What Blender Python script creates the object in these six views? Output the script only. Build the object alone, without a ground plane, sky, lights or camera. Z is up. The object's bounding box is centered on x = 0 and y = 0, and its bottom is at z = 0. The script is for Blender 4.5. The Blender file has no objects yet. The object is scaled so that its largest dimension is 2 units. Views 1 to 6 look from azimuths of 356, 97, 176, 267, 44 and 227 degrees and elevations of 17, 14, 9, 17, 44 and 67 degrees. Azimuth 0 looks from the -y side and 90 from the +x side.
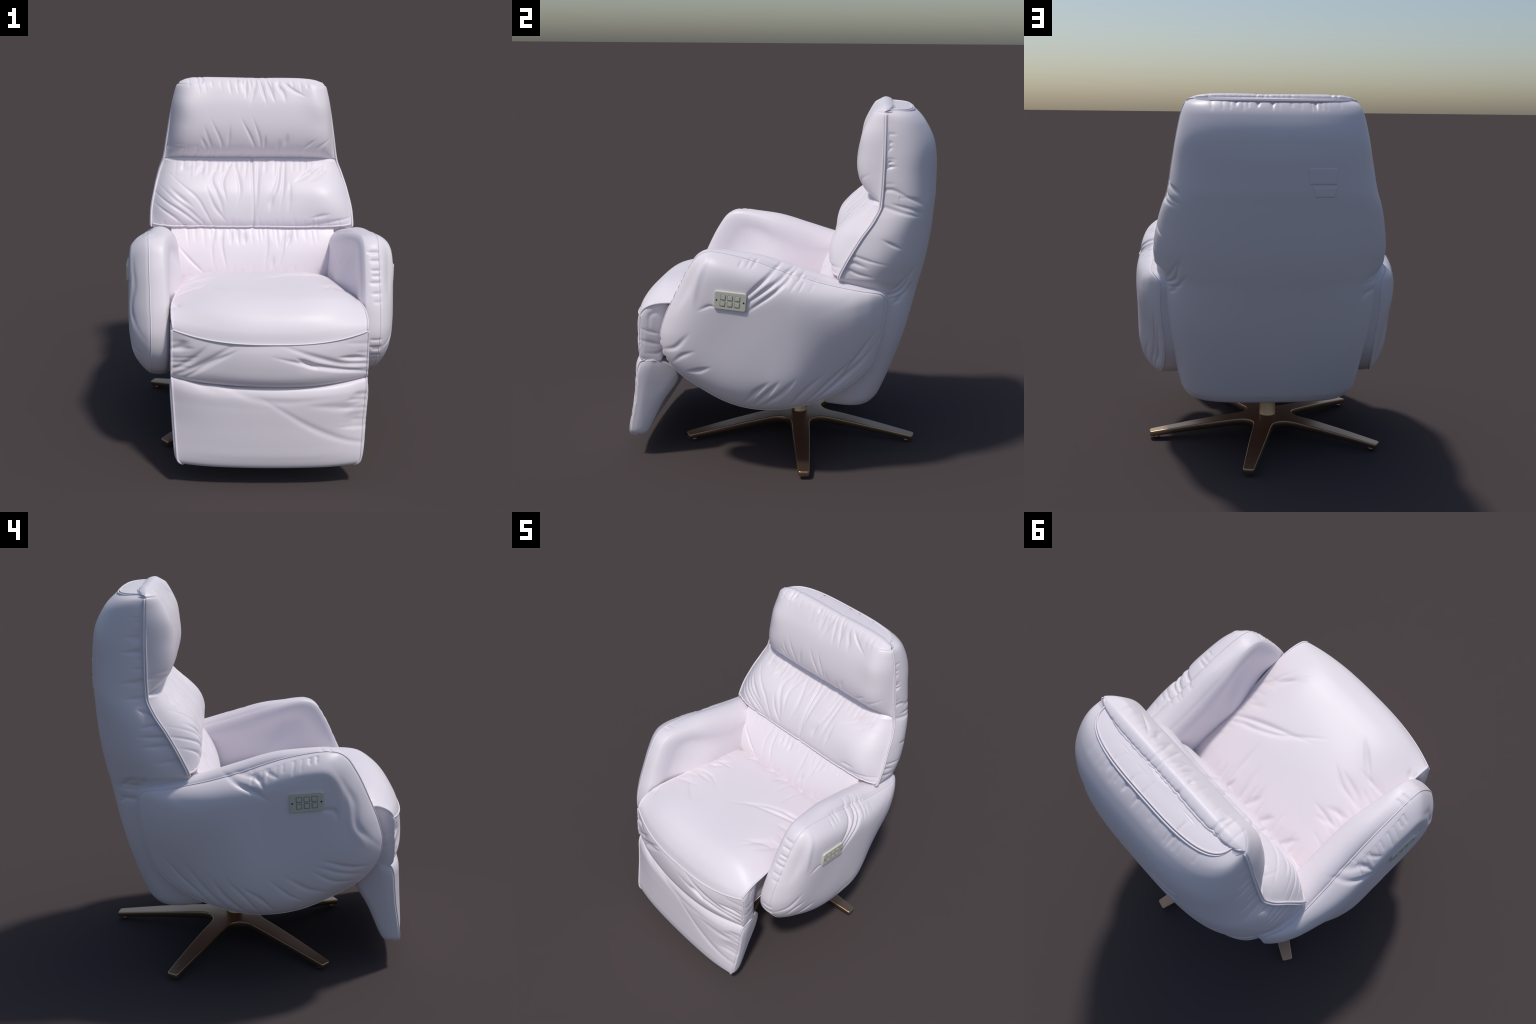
"""Swivel recliner armchair: pale leather cushions on a five-star bronze pedestal."""
import bpy
import numpy as np
from math import radians, cos, sin, tan, pi

rng = np.random.default_rng(7)

# ------------------------------------------------------------------ helpers
def spline(knots, t):
    """Monotone-ish cubic (PCHIP) through (x, y...) knots, evaluated at t."""
    k = np.array(sorted(knots), float)
    x, Y = k[:, 0], k[:, 1:]
    t = np.asarray(t, float)
    h = np.diff(x)[:, None]
    d = np.diff(Y, axis=0) / h
    m = np.zeros_like(Y)
    m[0], m[-1] = d[0], d[-1]
    for i in range(1, len(x) - 1):
        for c in range(Y.shape[1]):
            a, b = d[i - 1, c], d[i, c]
            if a * b > 0:
                w1, w2 = 2 * h[i, 0] + h[i - 1, 0], h[i, 0] + 2 * h[i - 1, 0]
                m[i, c] = (w1 + w2) / (w1 / a + w2 / b)
    i = np.clip(np.searchsorted(x, t) - 1, 0, len(x) - 2)
    hh = (x[i + 1] - x[i])[..., None]
    s = np.clip((t[..., None] - x[i][..., None]) / hh, 0, 1)
    r = ((1 + 2 * s) * (1 - s) ** 2 * Y[i] + s * (1 - s) ** 2 * hh * m[i]
         + s * s * (3 - 2 * s) * Y[i + 1] + s * s * (s - 1) * hh * m[i + 1])
    return r[..., 0] if Y.shape[1] == 1 else r


def path(points, n, closed=False):
    """n points evenly spaced along a centripetal Catmull-Rom path."""
    p = np.array(points, float)
    if closed:
        q = np.vstack([p[-1], p, p[0], p[1]])
    else:
        q = np.vstack([2 * p[0] - p[1], p, 2 * p[-1] - p[-2]])
    out = []
    for i in range(1, len(q) - 2):
        a, b, c, d = q[i - 1:i + 3]
        t0 = 0.0
        t1 = t0 + max(np.linalg.norm(b - a), 1e-9) ** 0.5
        t2 = t1 + max(np.linalg.norm(c - b), 1e-9) ** 0.5
        t3 = t2 + max(np.linalg.norm(d - c), 1e-9) ** 0.5
        t = np.linspace(t1, t2, 40, endpoint=False)[:, None]
        A1 = (t1 - t) / (t1 - t0) * a + (t - t0) / (t1 - t0) * b
        A2 = (t2 - t) / (t2 - t1) * b + (t - t1) / (t2 - t1) * c
        A3 = (t3 - t) / (t3 - t2) * c + (t - t2) / (t3 - t2) * d
        B1 = (t2 - t) / (t2 - t0) * A1 + (t - t0) / (t2 - t0) * A2
        B2 = (t3 - t) / (t3 - t1) * A2 + (t - t1) / (t3 - t1) * A3
        out.append((t2 - t) / (t2 - t1) * B1 + (t - t1) / (t2 - t1) * B2)
    out.append(q[-2][None])
    s = np.vstack(out)
    L = np.r_[0, np.cumsum(np.linalg.norm(np.diff(s, axis=0), axis=1))]
    w = np.linspace(0, L[-1], n + 1)[:-1] if closed else np.linspace(0, L[-1], n)
    return np.stack([np.interp(w, L, s[:, c]) for c in range(s.shape[1])], 1)


def smooth(a, lo, hi):
    t = np.clip((a - lo) / (hi - lo), 0, 1)
    return t * t * (3 - 2 * t)


def lean(P):
    """The upholstery sits a touch skewed on its pedestal."""
    Q = P.copy()
    Q[..., 1] -= lean.twist * P[..., 0] * smooth(-P[..., 1], 0.4, 0.7)
    Q[..., 0] += 0.003 - 0.033 * P[..., 1]
    return Q


lean.twist = 0.030


def grid_normals(P, wrap):
    if wrap:
        du = np.roll(P, -1, 0) - np.roll(P, 1, 0)
    else:
        du = np.gradient(P, axis=0)
    dv = np.gradient(P, axis=1)
    n = np.cross(du, dv)
    return n / np.maximum(np.linalg.norm(n, axis=-1, keepdims=True), 1e-9)


class Fold:
    """A crease or ridge drawn along a short path in one projection plane."""
    def __init__(self, plane, pts, width, depth, ends=(1, 1), facing=None, grow=0.42, strict=0.05):
        self.strict = strict
        self.ij = ["xyz".index(c) for c in plane]
        p = np.array(pts, float)
        p = path(p, 24) if len(p) > 2 else np.linspace(p[0], p[1], 24)
        # run out softly beyond both ends
        L = np.linalg.norm(np.diff(p, axis=0), axis=1).sum() * grow
        a, b = p[0] - p[3], p[-1] - p[-4]
        a, b = a / np.linalg.norm(a), b / np.linalg.norm(b)
        head = [p[0] + a * L * t for t in (1, 0.66, 0.33)] if ends[0] else []
        tail = [p[-1] + b * L * t for t in (0.33, 0.66, 1)] if ends[1] else []
        self.p = np.vstack([*[h[None] for h in head], p, *[t[None] for t in tail]])
        self.w, self.d, self.ends, self.facing = width, depth, ends, facing

    def height(self, P, N):
        q = P[..., self.ij]
        h = np.zeros(q.shape[:-1])
        lo, hi = self.p.min(0) - 5 * self.w, self.p.max(0) + 5 * self.w
        m = np.all((q > lo) & (q < hi), -1)
        if self.facing is not None:
            m &= (N @ np.array(self.facing, float)) > self.strict
        if not m.any():
            return h
        v = q[m]
        best = np.full(len(v), 1e9)
        at = np.zeros(len(v))
        S = np.r_[0, np.cumsum(np.linalg.norm(np.diff(self.p, axis=0), axis=1))]
        for i in range(len(self.p) - 1):
            a, b = self.p[i], self.p[i + 1]
            e = b - a
            s = np.clip(((v - a) @ e) / max(e @ e, 1e-12), 0, 1)
            d = np.linalg.norm(v - a - s[:, None] * e, axis=1)
            k = d < best
            best[k], at[k] = d[k], (S[i] + s[k] * (S[i + 1] - S[i])) / S[-1]
        taper = np.ones(len(v))
        if self.ends[0]:
            taper *= smooth(at, 0.0, 0.5)
        if self.ends[1]:
            taper *= smooth(1 - at, 0.0, 0.5)
        x = (best / (self.w * (0.55 + 0.45 * taper))) ** 2
        h[m] = self.d * taper * ((1 - 0.5 * x) * np.exp(-x) + 0.28 * np.exp(-x / 5))
        return h


def waves(P, scale, amount, seed, stretch=(1, 1, 1)):
    """Slow soft undulation from a few random plane waves."""
    r = np.random.default_rng(seed)
    h = np.zeros(P.shape[:-1])
    for _ in range(9):
        k = r.normal(size=3) * np.array(stretch) / scale
        h += np.sin(P @ k + r.uniform(0, 2 * pi))
    return h * amount / 3.0


def dress(P, folds=(), wrap=False, sign=1.0, swell=None):
    N = grid_normals(P, wrap) * sign
    h = np.zeros(P.shape[:-1])
    for f in folds:
        h += f.height(P, N)
    if swell is not None:
        h += swell
    return P + N * h[..., None]


# ------------------------------------------------------------------ materials
def principled(name):
    m = bpy.data.materials.new(name)
    m.use_nodes = True
    return m, m.node_tree.nodes, m.node_tree.links, m.node_tree.nodes["Principled BSDF"]


def leather(name, dark, light, rough):
    m, nodes, links, b = principled(name)
    co = nodes.new("ShaderNodeTexCoord")
    big = nodes.new("ShaderNodeTexNoise")
    big.inputs["Scale"].default_value = 3.0
    big.inputs["Detail"].default_value = 3.0
    ramp = nodes.new("ShaderNodeValToRGB")
    ramp.color_ramp.elements[0].position, ramp.color_ramp.elements[1].position = 0.3, 0.7
    ramp.color_ramp.elements[0].color = (*dark, 1)
    ramp.color_ramp.elements[1].color = (*light, 1)
    grain = nodes.new("ShaderNodeTexVoronoi")
    grain.inputs["Scale"].default_value = 420.0
    bump = nodes.new("ShaderNodeBump")
    bump.inputs["Strength"].default_value = 0.03
    bump.inputs["Distance"].default_value = 0.001
    links.new(co.outputs["Object"], big.inputs["Vector"])
    links.new(co.outputs["Object"], grain.inputs["Vector"])
    links.new(big.outputs["Fac"], ramp.inputs["Fac"])
    links.new(ramp.outputs["Color"], b.inputs["Base Color"])
    links.new(grain.outputs["Distance"], bump.inputs["Height"])
    links.new(bump.outputs["Normal"], b.inputs["Normal"])
    b.inputs["Roughness"].default_value = rough
    b.inputs["Specular IOR Level"].default_value = 0.35
    return m


def plain(name, colour, rough, metal=0.0, noise=0.0, scale=20.0):
    m, nodes, links, b = principled(name)
    co = nodes.new("ShaderNodeTexCoord")
    n = nodes.new("ShaderNodeTexNoise")
    n.inputs["Scale"].default_value = scale
    ramp = nodes.new("ShaderNodeValToRGB")
    ramp.color_ramp.elements[0].color = (*[c * (1 - noise) for c in colour], 1)
    ramp.color_ramp.elements[1].color = (*[min(1, c * (1 + noise)) for c in colour], 1)
    links.new(co.outputs["Object"], n.inputs["Vector"])
    links.new(n.outputs["Fac"], ramp.inputs["Fac"])
    links.new(ramp.outputs["Color"], b.inputs["Base Color"])
    b.inputs["Roughness"].default_value = rough
    b.inputs["Metallic"].default_value = metal
    return m


LEATHER = leather("white_leather", (0.802, 0.744, 0.792), (0.820, 0.762, 0.808), 0.42)
PIPING = leather("piping_leather", (0.802, 0.744, 0.792), (0.820, 0.762, 0.808), 0.45)
BRONZE = plain("brushed_bronze", (0.57, 0.385, 0.255), 0.36, 1.0, 0.04, 6.0)
PLATE = plain("ivory_plastic", (0.64, 0.63, 0.53), 0.45, 0.0, 0.02)
BLACK = plain("black_screw", (0.012, 0.012, 0.012), 0.5)

# ------------------------------------------------------------------ objects
def empty(name, parent=None, at=(0, 0, 0)):
    o = bpy.data.objects.new(name, None)
    bpy.context.scene.collection.objects.link(o)
    o.location = at
    o.parent = parent
    return o


def mesh_object(name, verts, faces, material, parent, flat=False):
    me = bpy.data.meshes.new(name)
    me.from_pydata([tuple(v) for v in verts], [], [tuple(f) for f in faces])
    me.validate()
    me.update()
    if not flat:
        me.shade_smooth()
    me.materials.append(material)
    o = bpy.data.objects.new(name, me)
    bpy.context.scene.collection.objects.link(o)
    o.parent = parent
    return o


def quads(nu, nv, wrap_u=False):
    i = np.arange(nu if wrap_u else nu - 1)
    j = np.arange(nv - 1)
    I, J = np.meshgrid(i, j, indexing="ij")
    K = (I + 1) % nu
    return np.stack([I * nv + J, K * nv + J, K * nv + J + 1, I * nv + J + 1], -1).reshape(-1, 4)


def fix_outward(o):
    import bmesh
    bm = bmesh.new()
    bm.from_mesh(o.data)
    bmesh.ops.recalc_face_normals(bm, faces=bm.faces)
    bm.to_mesh(o.data)
    bm.free()
    o.data.shade_smooth()


def loft_object(name, P, material, parent):
    """Closed solid: rings P[u(wrapped), v]; first and last ring closed to a point."""
    nu, nv = P.shape[:2]
    v = P.reshape(-1, 3)
    f = [tuple(q) for q in quads(nu, nv, True)]
    a, b = len(v), len(v) + 1
    v = np.vstack([v, P[:, 0].mean(0), P[:, -1].mean(0)])
    for i in range(nu):
        k = (i + 1) % nu
        f.append((a, k * nv, i * nv))
        f.append((b, i * nv + nv - 1, k * nv + nv - 1))
    o = mesh_object(name, v, f, material, parent)
    fix_outward(o)
    return o


def pad_object(name, P, back, material, parent):
    """Cushion panel: front grid, its rim carried back by vector `back` and closed."""
    nu, nv = P.shape[:2]
    v = P.reshape(-1, 3)
    f = [tuple(q) for q in quads(nu, nv)]
    rim = ([i * nv for i in range(nu)] + [(nu - 1) * nv + j for j in range(1, nv)]
           + [i * nv + nv - 1 for i in range(nu - 2, -1, -1)] + [j for j in range(nv - 2, 0, -1)])
    R = v[rim]
    c = R.mean(0)
    rows = [(0.985, 0.5), (0.95, 1.0)]
    start, prev = len(v), np.array(rim)
    allv = [v]
    for k, s in rows:
        ring = c + (R - c) * k + np.array(back) * s
        idx = np.arange(start, start + len(R))
        for a in range(len(R)):
            b = (a + 1) % len(R)
            f.append((prev[b], prev[a], idx[a], idx[b]))
        allv.append(ring)
        prev, start = idx, start + len(R)
    allv.append((c + np.array(back))[None])
    for a in range(len(R)):
        f.append((prev[(a + 1) % len(R)], prev[a], start))
    o = mesh_object(name, np.vstack(allv), f, material, parent)
    fix_outward(o)
    return o


def tube(curve, radius, closed=False, sides=8, squash=1.0):
    c = np.asarray(curve, float)
    n = len(c)
    t = (np.roll(c, -1, 0) - np.roll(c, 1, 0)) if closed else np.gradient(c, axis=0)
    t /= np.maximum(np.linalg.norm(t, axis=1, keepdims=True), 1e-9)
    u = np.zeros_like(c)
    ref = np.array([0.3, -0.5, 0.81])
    u0 = ref - t[0] * (ref @ t[0])
    u[0] = u0 / np.linalg.norm(u0)
    for i in range(1, n):
        w = u[i - 1] - t[i] * (u[i - 1] @ t[i])
        u[i] = w / np.linalg.norm(w)
    b = np.cross(t, u)
    a = np.linspace(0, 2 * pi, sides, endpoint=False)
    r = np.full(n, radius)
    if not closed:
        r *= np.sqrt(np.clip(np.minimum(np.arange(n), np.arange(n)[::-1]) / 3.0, 0.15, 1))
    V = c[:, None] + r[:, None, None] * (np.cos(a)[None, :, None] * u[:, None] + np.sin(a)[None, :, None] * b[:, None])
    v = V.reshape(-1, 3)
    f = []
    for i in range(n if closed else n - 1):
        k = (i + 1) % n
        for j in range(sides):
            l = (j + 1) % sides
            f.append((i * sides + j, i * sides + l, k * sides + l, k * sides + j))
    return v, f


def piping_object(name, curves, radius, parent, material=None):
    vs, fs, off = [], [], 0
    for c, closed in curves:
        v, f = tube(c, radius, closed)
        vs.append(v)
        fs += [tuple(i + off for i in q) for q in f]
        off += len(v)
    o = mesh_object(name, np.vstack(vs), fs, material or PIPING, parent)
    fix_outward(o)
    return o


chair = empty("recliner_armchair")
chair["label"] = "white leather swivel recliner with footrest on bronze star base"
chair["category"] = "recliner chair"

# ================================================================== PEDESTAL
HUB = np.array([-0.025, 0.099])
LEG_ANGLE, LEGS, REACH = 7.2, 5, 0.703


def pedestal():
    half = [(0.150 * cos(pi / 5), 0.150 * sin(pi / 5)), (0.145, 0.066), (0.180, 0.0545), (0.26, 0.051),
            (0.45, 0.043), (0.62, 0.034), (0.685, 0.0305)]
    up = path(half, 60)
    tip = np.array([[REACH - 0.012 + 0.012 * sin(a), 0.030 - 0.012 * (1 - cos(a))] for a in np.linspace(0.05, pi / 2, 9)])
    tip = np.vstack([tip, [[REACH, y] for y in np.linspace(0.0135, 0, 4)]])
    up = np.vstack([up, tip])
    one = np.vstack([up[:-1], up[::-1] * [1, -1]])[:-1]
    out = []
    for k in range(LEGS):
        a = radians(LEG_ANGLE + 72 * k)
        R = np.array([[cos(a), -sin(a)], [sin(a), cos(a)]])
        out.append((one[::-1]) @ R.T)
    C = np.vstack(out)
    rad = np.linalg.norm(C, axis=1)
    # inward direction for bevels
    t = np.roll(C, -1, 0) - np.roll(C, 1, 0)
    t /= np.linalg.norm(t, axis=1, keepdims=True)
    n_in = np.stack([-t[:, 1], t[:, 0]], 1)
    top = lambda r: spline([(0, 0.114), (0.10, 0.113), (0.2, 0.107), (0.4, 0.086), (0.6, 0.060), (0.68, 0.049), (0.72, 0.043)], r)
    thick = lambda r: spline([(0, 0.046), (0.2, 0.043), (0.45, 0.036), (0.68, 0.031), (0.72, 0.029)], r)
    b = 0.005
    rings = []
    for k in np.linspace(0.02, 1, 34):
        inner = (C + n_in * b) * k
        rings.append(np.c_[inner, top(np.linalg.norm(inner, axis=1))])
    for a in (30, 60, 90):
        p = C + n_in * b * (1 - sin(radians(a)))
        rings.append(np.c_[p, top(rad) - b * (1 - cos(radians(a))) * 0.9])
    rings.append(np.c_[C, top(rad) - thick(rad) + 0.004])
    rings.append(np.c_[C + n_in * 0.005, top(rad) - thick(rad)])
    rings.append(np.c_[C * 0.3, top(rad * 0.3) - thick(rad * 0.3)])
    P = np.stack(rings, 1)
    P[..., :2] += HUB
    nu, nv = P.shape[:2]
    v = P.reshape(-1, 3)
    f = [tuple(q) for q in quads(nu, nv, True)]
    f += [tuple(i * nv for i in range(nu))[::-1], tuple(i * nv + nv - 1 for i in range(nu))]
    whole = mesh_object("whole", v, f, BRONZE, None)
    fix_outward(whole)
    me = whole.data
    normals = np.array([x.vector[:] for x in me.vertex_normals])
    # the top plate is smooth: use the slope of its profile for the normals
    N3 = normals.reshape(nu, nv, 3)
    flat = P[:, :34, :2] - HUB
    r = np.linalg.norm(flat, axis=-1)
    sl = (top(r + 1e-3) - top(r - 1e-3)) / 2e-3
    n = np.stack([-sl * flat[..., 0] / r, -sl * flat[..., 1] / r, np.ones_like(r)], -1)
    N3[:, :34] = n / np.linalg.norm(n, axis=-1, keepdims=True)
    normals = N3.reshape(-1, 3)
    # split by region: hub in the middle, five legs
    groups = {}
    for p in me.polygons:
        c = np.array(p.center[:2]) - HUB
        r = np.hypot(*c)
        a = int(round((np.degrees(np.arctan2(c[1], c[0])) - LEG_ANGLE) / 72)) % 5
        groups.setdefault("hub" if r < 0.13 or len(p.vertices) > 4 else a, []).append(list(p.vertices))
    base = empty("star_base", chair)
    for key, polys in groups.items():
        used = sorted({i for q in polys for i in q})
        new = {o: k for k, o in enumerate(used)}
        o = mesh_object("base_hub" if key == "hub" else "base_leg", v[used],
                        [tuple(new[i] for i in q) for q in polys], BRONZE, base)
        if len(o.data.vertices) == len(used):
            o.data.normals_split_custom_set_from_vertices([tuple(normals[i]) for i in used])
    bpy.data.objects.remove(whole)
    # glides under the tips
    a = np.linspace(0, 2 * pi, 24, endpoint=False)
    prof = [(0.014, 0.0), (0.019, 0.003), (0.020, 0.008), (0.020, 0.024)]
    G = np.array([[(r * cos(x), r * sin(x), z) for r, z in prof] for x in a])
    first = None
    for k in range(LEGS):
        x = radians(LEG_ANGLE + 72 * k)
        loc = (HUB[0] + 0.665 * cos(x), HUB[1] + 0.665 * sin(x), 0)
        if first is None:
            first = o = loft_object("foot_glide", G, BRONZE, base)
        else:
            o = first.copy()
            bpy.context.scene.collection.objects.link(o)
        o.location = loc
    prof = [(0.049, 0.09), (0.049, 0.108), (0.0475, 0.111), (0.0475, 0.30), (0.0475, 0.62)]
    a = np.linspace(0, 2 * pi, 48, endpoint=False)
    G = np.array([[(HUB[0] + r * cos(x), HUB[1] + r * sin(x), z) for r, z in prof] for x in a])
    loft_object("swivel_column", G, BRONZE, base)


pedestal()

# ================================================================== ARMS
ARM_OUTLINE = [(-0.345, 1.243), (-0.412, 1.217), (-0.475, 1.13), (-0.545, 0.99), (-0.597, 0.87), (-0.622, 0.77),
               (-0.608, 0.672), (-0.535, 0.572), (-0.41, 0.489), (-0.265, 0.418), (-0.14, 0.387), (-0.02, 0.380),
               (0.12, 0.396), (0.25, 0.432), (0.34, 0.472), (0.43, 0.532), (0.515, 0.625), (0.56, 0.75),
               (0.590, 0.92), (0.593, 0.995), (0.57, 1.033), (0.45, 1.060), (0.25, 1.098), (0.08, 1.145), (-0.13, 1.210)]
ARM_SEAM_X = [(-0.7, 0.60), (-0.5, 0.612), (-0.39, 0.618), (0, 0.634), (0.3, 0.645), (0.42, 0.648), (0.50, 0.638), (0.57, 0.610), (0.62, 0.575)]
ARM_C = np.array([-0.02, 0.83])


def arm_surface(side, folds):
    S = path(ARM_OUTLINE, 620, closed=True)
    rel = S - ARM_C
    R = np.linalg.norm(rel, axis=1, keepdims=True)
    rows = []
    WID = spline([(-0.7, 0.108), (-0.45, 0.110), (-0.29, 0.126), (-0.09, 0.162), (0.12, 0.178), (0.3, 0.182), (0.6, 0.182)], S[:, 0])
    topside = smooth(rel[:, 1] / R[:, 0], 0.1, 0.5)
    crest = (0.35 + 1.75 * smooth(S[:, 0], -0.36, 0.02) * topside) 
    # inner face, inner rounding, top band, seam, outer panel
    kin = np.linspace(0.05, 0.99, 26)
    for k in kin:
        yz = ARM_C + rel * (1 - 0.115 / R) * k
        rows.append((yz, -0.192 + (0.192 - WID) * smooth(k, 0.25, 1.0), 0))
    band = path([(-0.180, -0.115), (-0.179, -0.085), (-0.172, -0.048), (-0.155, -0.016), (-0.125, 0.006), (-0.085, 0.016),
                 (-0.045, 0.015), (-0.018, 0.008), (-0.004, 0.001)], 46)
    for x, off in band:
        rise = smooth(S[:, 0], -0.30, 0.05) * topside * 0.008 * np.exp(-((x + 0.145) / 0.03) ** 2)
        o = (np.where(off > 0, off * crest, off) + rise)[:, None]
        yz = ARM_C + rel * (1 + o / R)
        rows.append((yz, x / 0.18 * WID, 1))
    for k in np.r_[1 - np.linspace(0.004, 0.2, 40) ** 1.0, np.linspace(0.79, 0.03, 62)]:
        yz = ARM_C + rel * k
        up = rel[:, 1] / R[:, 0]
        e = 1 - k
        bulge = 0.104 * (1 - (1 - np.clip(e, 0, 1)) ** (6.6 + 1.5 * up)) ** 0.92
        rows.append((yz, bulge, 2))
    P = np.zeros((len(S), len(rows), 3))
    for j, (yz, x, kind) in enumerate(rows):
        base = spline(ARM_SEAM_X, yz[:, 0])
        P[:, j, 1:] = yz
        tuck = smooth(yz[:, 0], 0.02, 0.5) * smooth(-yz[:, 1], -0.95, -0.50)
        P[:, j, 0] = base + x * ((1 - 0.35 * tuck) * (1 - 0.72 * smooth(yz[:, 0], 0.12, 0.60)) if kind == 2 else 1) - 0.07 * tuck
    front = smooth(-P[..., 1], 0.0, 0.5)
    P[..., 1] += (0.020 if side > 0 else -0.012) * front
    if side < 0:
        P[..., 0] += 0.010 * front
        P[:, 72:, 0] += 0.010 * front[:, 72:] * smooth(np.arange(P.shape[1] - 72), 0, 40)[None]
    P[..., 0] -= 0.004 * np.exp(-((np.arange(len(rows)) - (26 + 45.5)) / 2.0) ** 2)[None]
    sg = 1.0
    N = grid_normals(P, True)
    if (N[:, 110, 0].mean()) < 0:
        sg = -1.0
    swell = waves(P, 0.11, 0.0018, 11 if side > 0 else 12)
    D = dress(P, folds, True, sg, swell)
    smoothP = P.copy()
    for A in (D, smoothP):
        A[..., 0] *= side
    lean.twist = 0.0
    D, smoothP = lean(D), lean(smoothP)
    lean.twist = 0.030
    return D, smoothP, S, 26 + 45


def control_panel(arm, side, at, tilt):
    """Plate with six square keys and two screws, set on the outer arm panel."""
    y, z, x, ny, nz = at
    holder = empty("control_panel", chair)
    n = np.array([side * 1.0, ny, nz])
    n /= np.linalg.norm(n)
    fwd = np.array([0, -cos(radians(tilt)), sin(radians(tilt))])
    fwd -= n * (fwd @ n)
    fwd /= np.linalg.norm(fwd)
    up = np.cross(n, fwd) * 1.0
    if up[2] < 0:
        up = -up
    c = np.array([x, y, z])

    def slab(name, cu, cv, w, h, d0, d1, r, mat, parent, b=0.0015):
        pts = []
        for sx, sy, a0 in ((1, 1, 0), (-1, 1, 90), (-1, -1, 180), (1, -1, 270)):
            for a in np.linspace(a0, a0 + 90, 7):
                pts.append((sx * (w / 2 - r), sy * (h / 2 - r), a))
        G = []
        for px, py, a in pts:
            col = []
            for dr, dd in ((0, d0), (0, d1 - b), (-b * 0.3, d1 - b * 0.3), (-b, d1), (-b * 2.5, d1)):
                q = max(r + dr, 0.0003)
                extra = min(0, r + dr)
                uu = cu + px + np.sign(px) * extra + q * cos(radians(a))
                vv = cv + py + np.sign(py) * extra + q * sin(radians(a))
                col.append(c + fwd * uu + up * vv + n * dd)
            G.append(col)
        return loft_object(name, np.array(G), mat, parent)

    slab("panel_plate", 0, 0, 0.168, 0.096, -0.035, 0.009, 0.012, PLATE, holder, 0.002)
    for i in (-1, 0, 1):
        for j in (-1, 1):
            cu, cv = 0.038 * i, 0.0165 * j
            # dark slab coloured as the shade of a groove, then the key
            slab("key_groove_shade", cu, cv, 0.0290, 0.0280, 0.0, 0.0094, 0.003, GROOVE_SHADE, holder, 0.0002)
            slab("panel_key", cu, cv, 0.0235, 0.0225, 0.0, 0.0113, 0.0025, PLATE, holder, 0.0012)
    for i in (-1, 1):
        slab("panel_screw", 0.071 * i, 0, 0.0085, 0.0085, 0.0, 0.0100, 0.0042, BLACK, holder, 0.0004)


GROOVE_SHADE = plain("key_groove_shadow", (0.20, 0.20, 0.16), 0.6)


def arms():
    for side in (1, -1):
        P, smoothP, S, seam = arm_surface(side, ARM_FOLDS.get(side, []))
        o = loft_object("armrest", P, LEATHER, chair)
        s = P[:, seam]
        out = np.array([side * 0.002, 0, 0])
        a = P[:, seam - 4] + (P[:, seam - 4] - P[:, 20]) * 0.0
        piping_object("arm_seam", [(s + out, True)], 0.0034, o)
        # locate panel on outer surface
        y, z = (-0.203, 1.012) if side > 0 else (-0.226, 1.022)
        outer = smoothP[:, seam + 1:]
        d = np.hypot(outer[..., 1] - y, outer[..., 2] - z)
        i = np.unravel_index(d.argmin(), d.shape)
        x = outer[i][0]
        m = grid_normals(outer, True)[i]
        m = m * np.sign(m[0]) * side
        m = m / abs(m[0])
        control_panel(o, side, (y, z, x + side * 0.001, m[1], m[2]), 4.5)


# ================================================================== BACKREST SHELL
#  level, half width, front y, front z, rear y, rear z, squareness
SHELL = [(0.0, 0.30, 0.36, 0.340, 0.46, 0.320, 3.0),
         (0.4, 0.43, 0.30, 0.350, 0.530, 0.324, 3.6),
         (1.0, 0.480, 0.27, 0.40, 0.574, 0.365, 4.2),
         (1.6, 0.500, 0.26, 0.47, 0.603, 0.43, 4.5),
         (2.4, 0.525, 0.26, 0.58, 0.650, 0.56, 4.5),
         (3.4, 0.562, 0.27, 0.75, 0.705, 0.74, 4.4),
         (4.4, 0.588, 0.29, 0.93, 0.752, 0.92, 3.9),
         (4.8, 0.593, 0.31, 1.02, 0.770, 0.99, 3.6),
         (5.0, 0.598, 0.33, 1.075, 0.778, 1.02, 3.5),
         (5.2, 0.606, 0.342, 1.10, 0.786, 1.05, 3.5),
         (5.5, 0.620, 0.345, 1.125, 0.799, 1.10, 3.4),
         (6.0, 0.618, 0.373, 1.19, 0.817, 1.19, 3.35),
         (7.0, 0.594, 0.450, 1.325, 0.838, 1.35, 3.2),
         (7.6, 0.567, 0.515, 1.42, 0.846, 1.45, 3.15),
         (8.0, 0.542, 0.546, 1.49, 0.851, 1.52, 3.15),
         (9.0, 0.518, 0.553, 1.63, 0.851, 1.64, 3.1),
         (10.0, 0.494, 0.555, 1.77, 0.838, 1.77, 3.3),
         (11.0, 0.466, 0.554, 1.90, 0.785, 1.89, 3.3),
         (11.5, 0.446, 0.553, 1.955, 0.742, 1.939, 3.2),
         (11.8, 0.420, 0.556, 1.967, 0.715, 1.959, 3.1),
         (12.0, 0.392, 0.562, 1.972, 0.695, 1.969, 3.0),
         (12.4, 0.26, 0.59, 1.978, 0.660, 1.975, 2.6),
         (12.6, 0.05, 0.61, 1.980, 0.640, 1.977, 2.2)]


def shell_row(level):
    return spline(SHELL, np.asarray(level, float))


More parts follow.
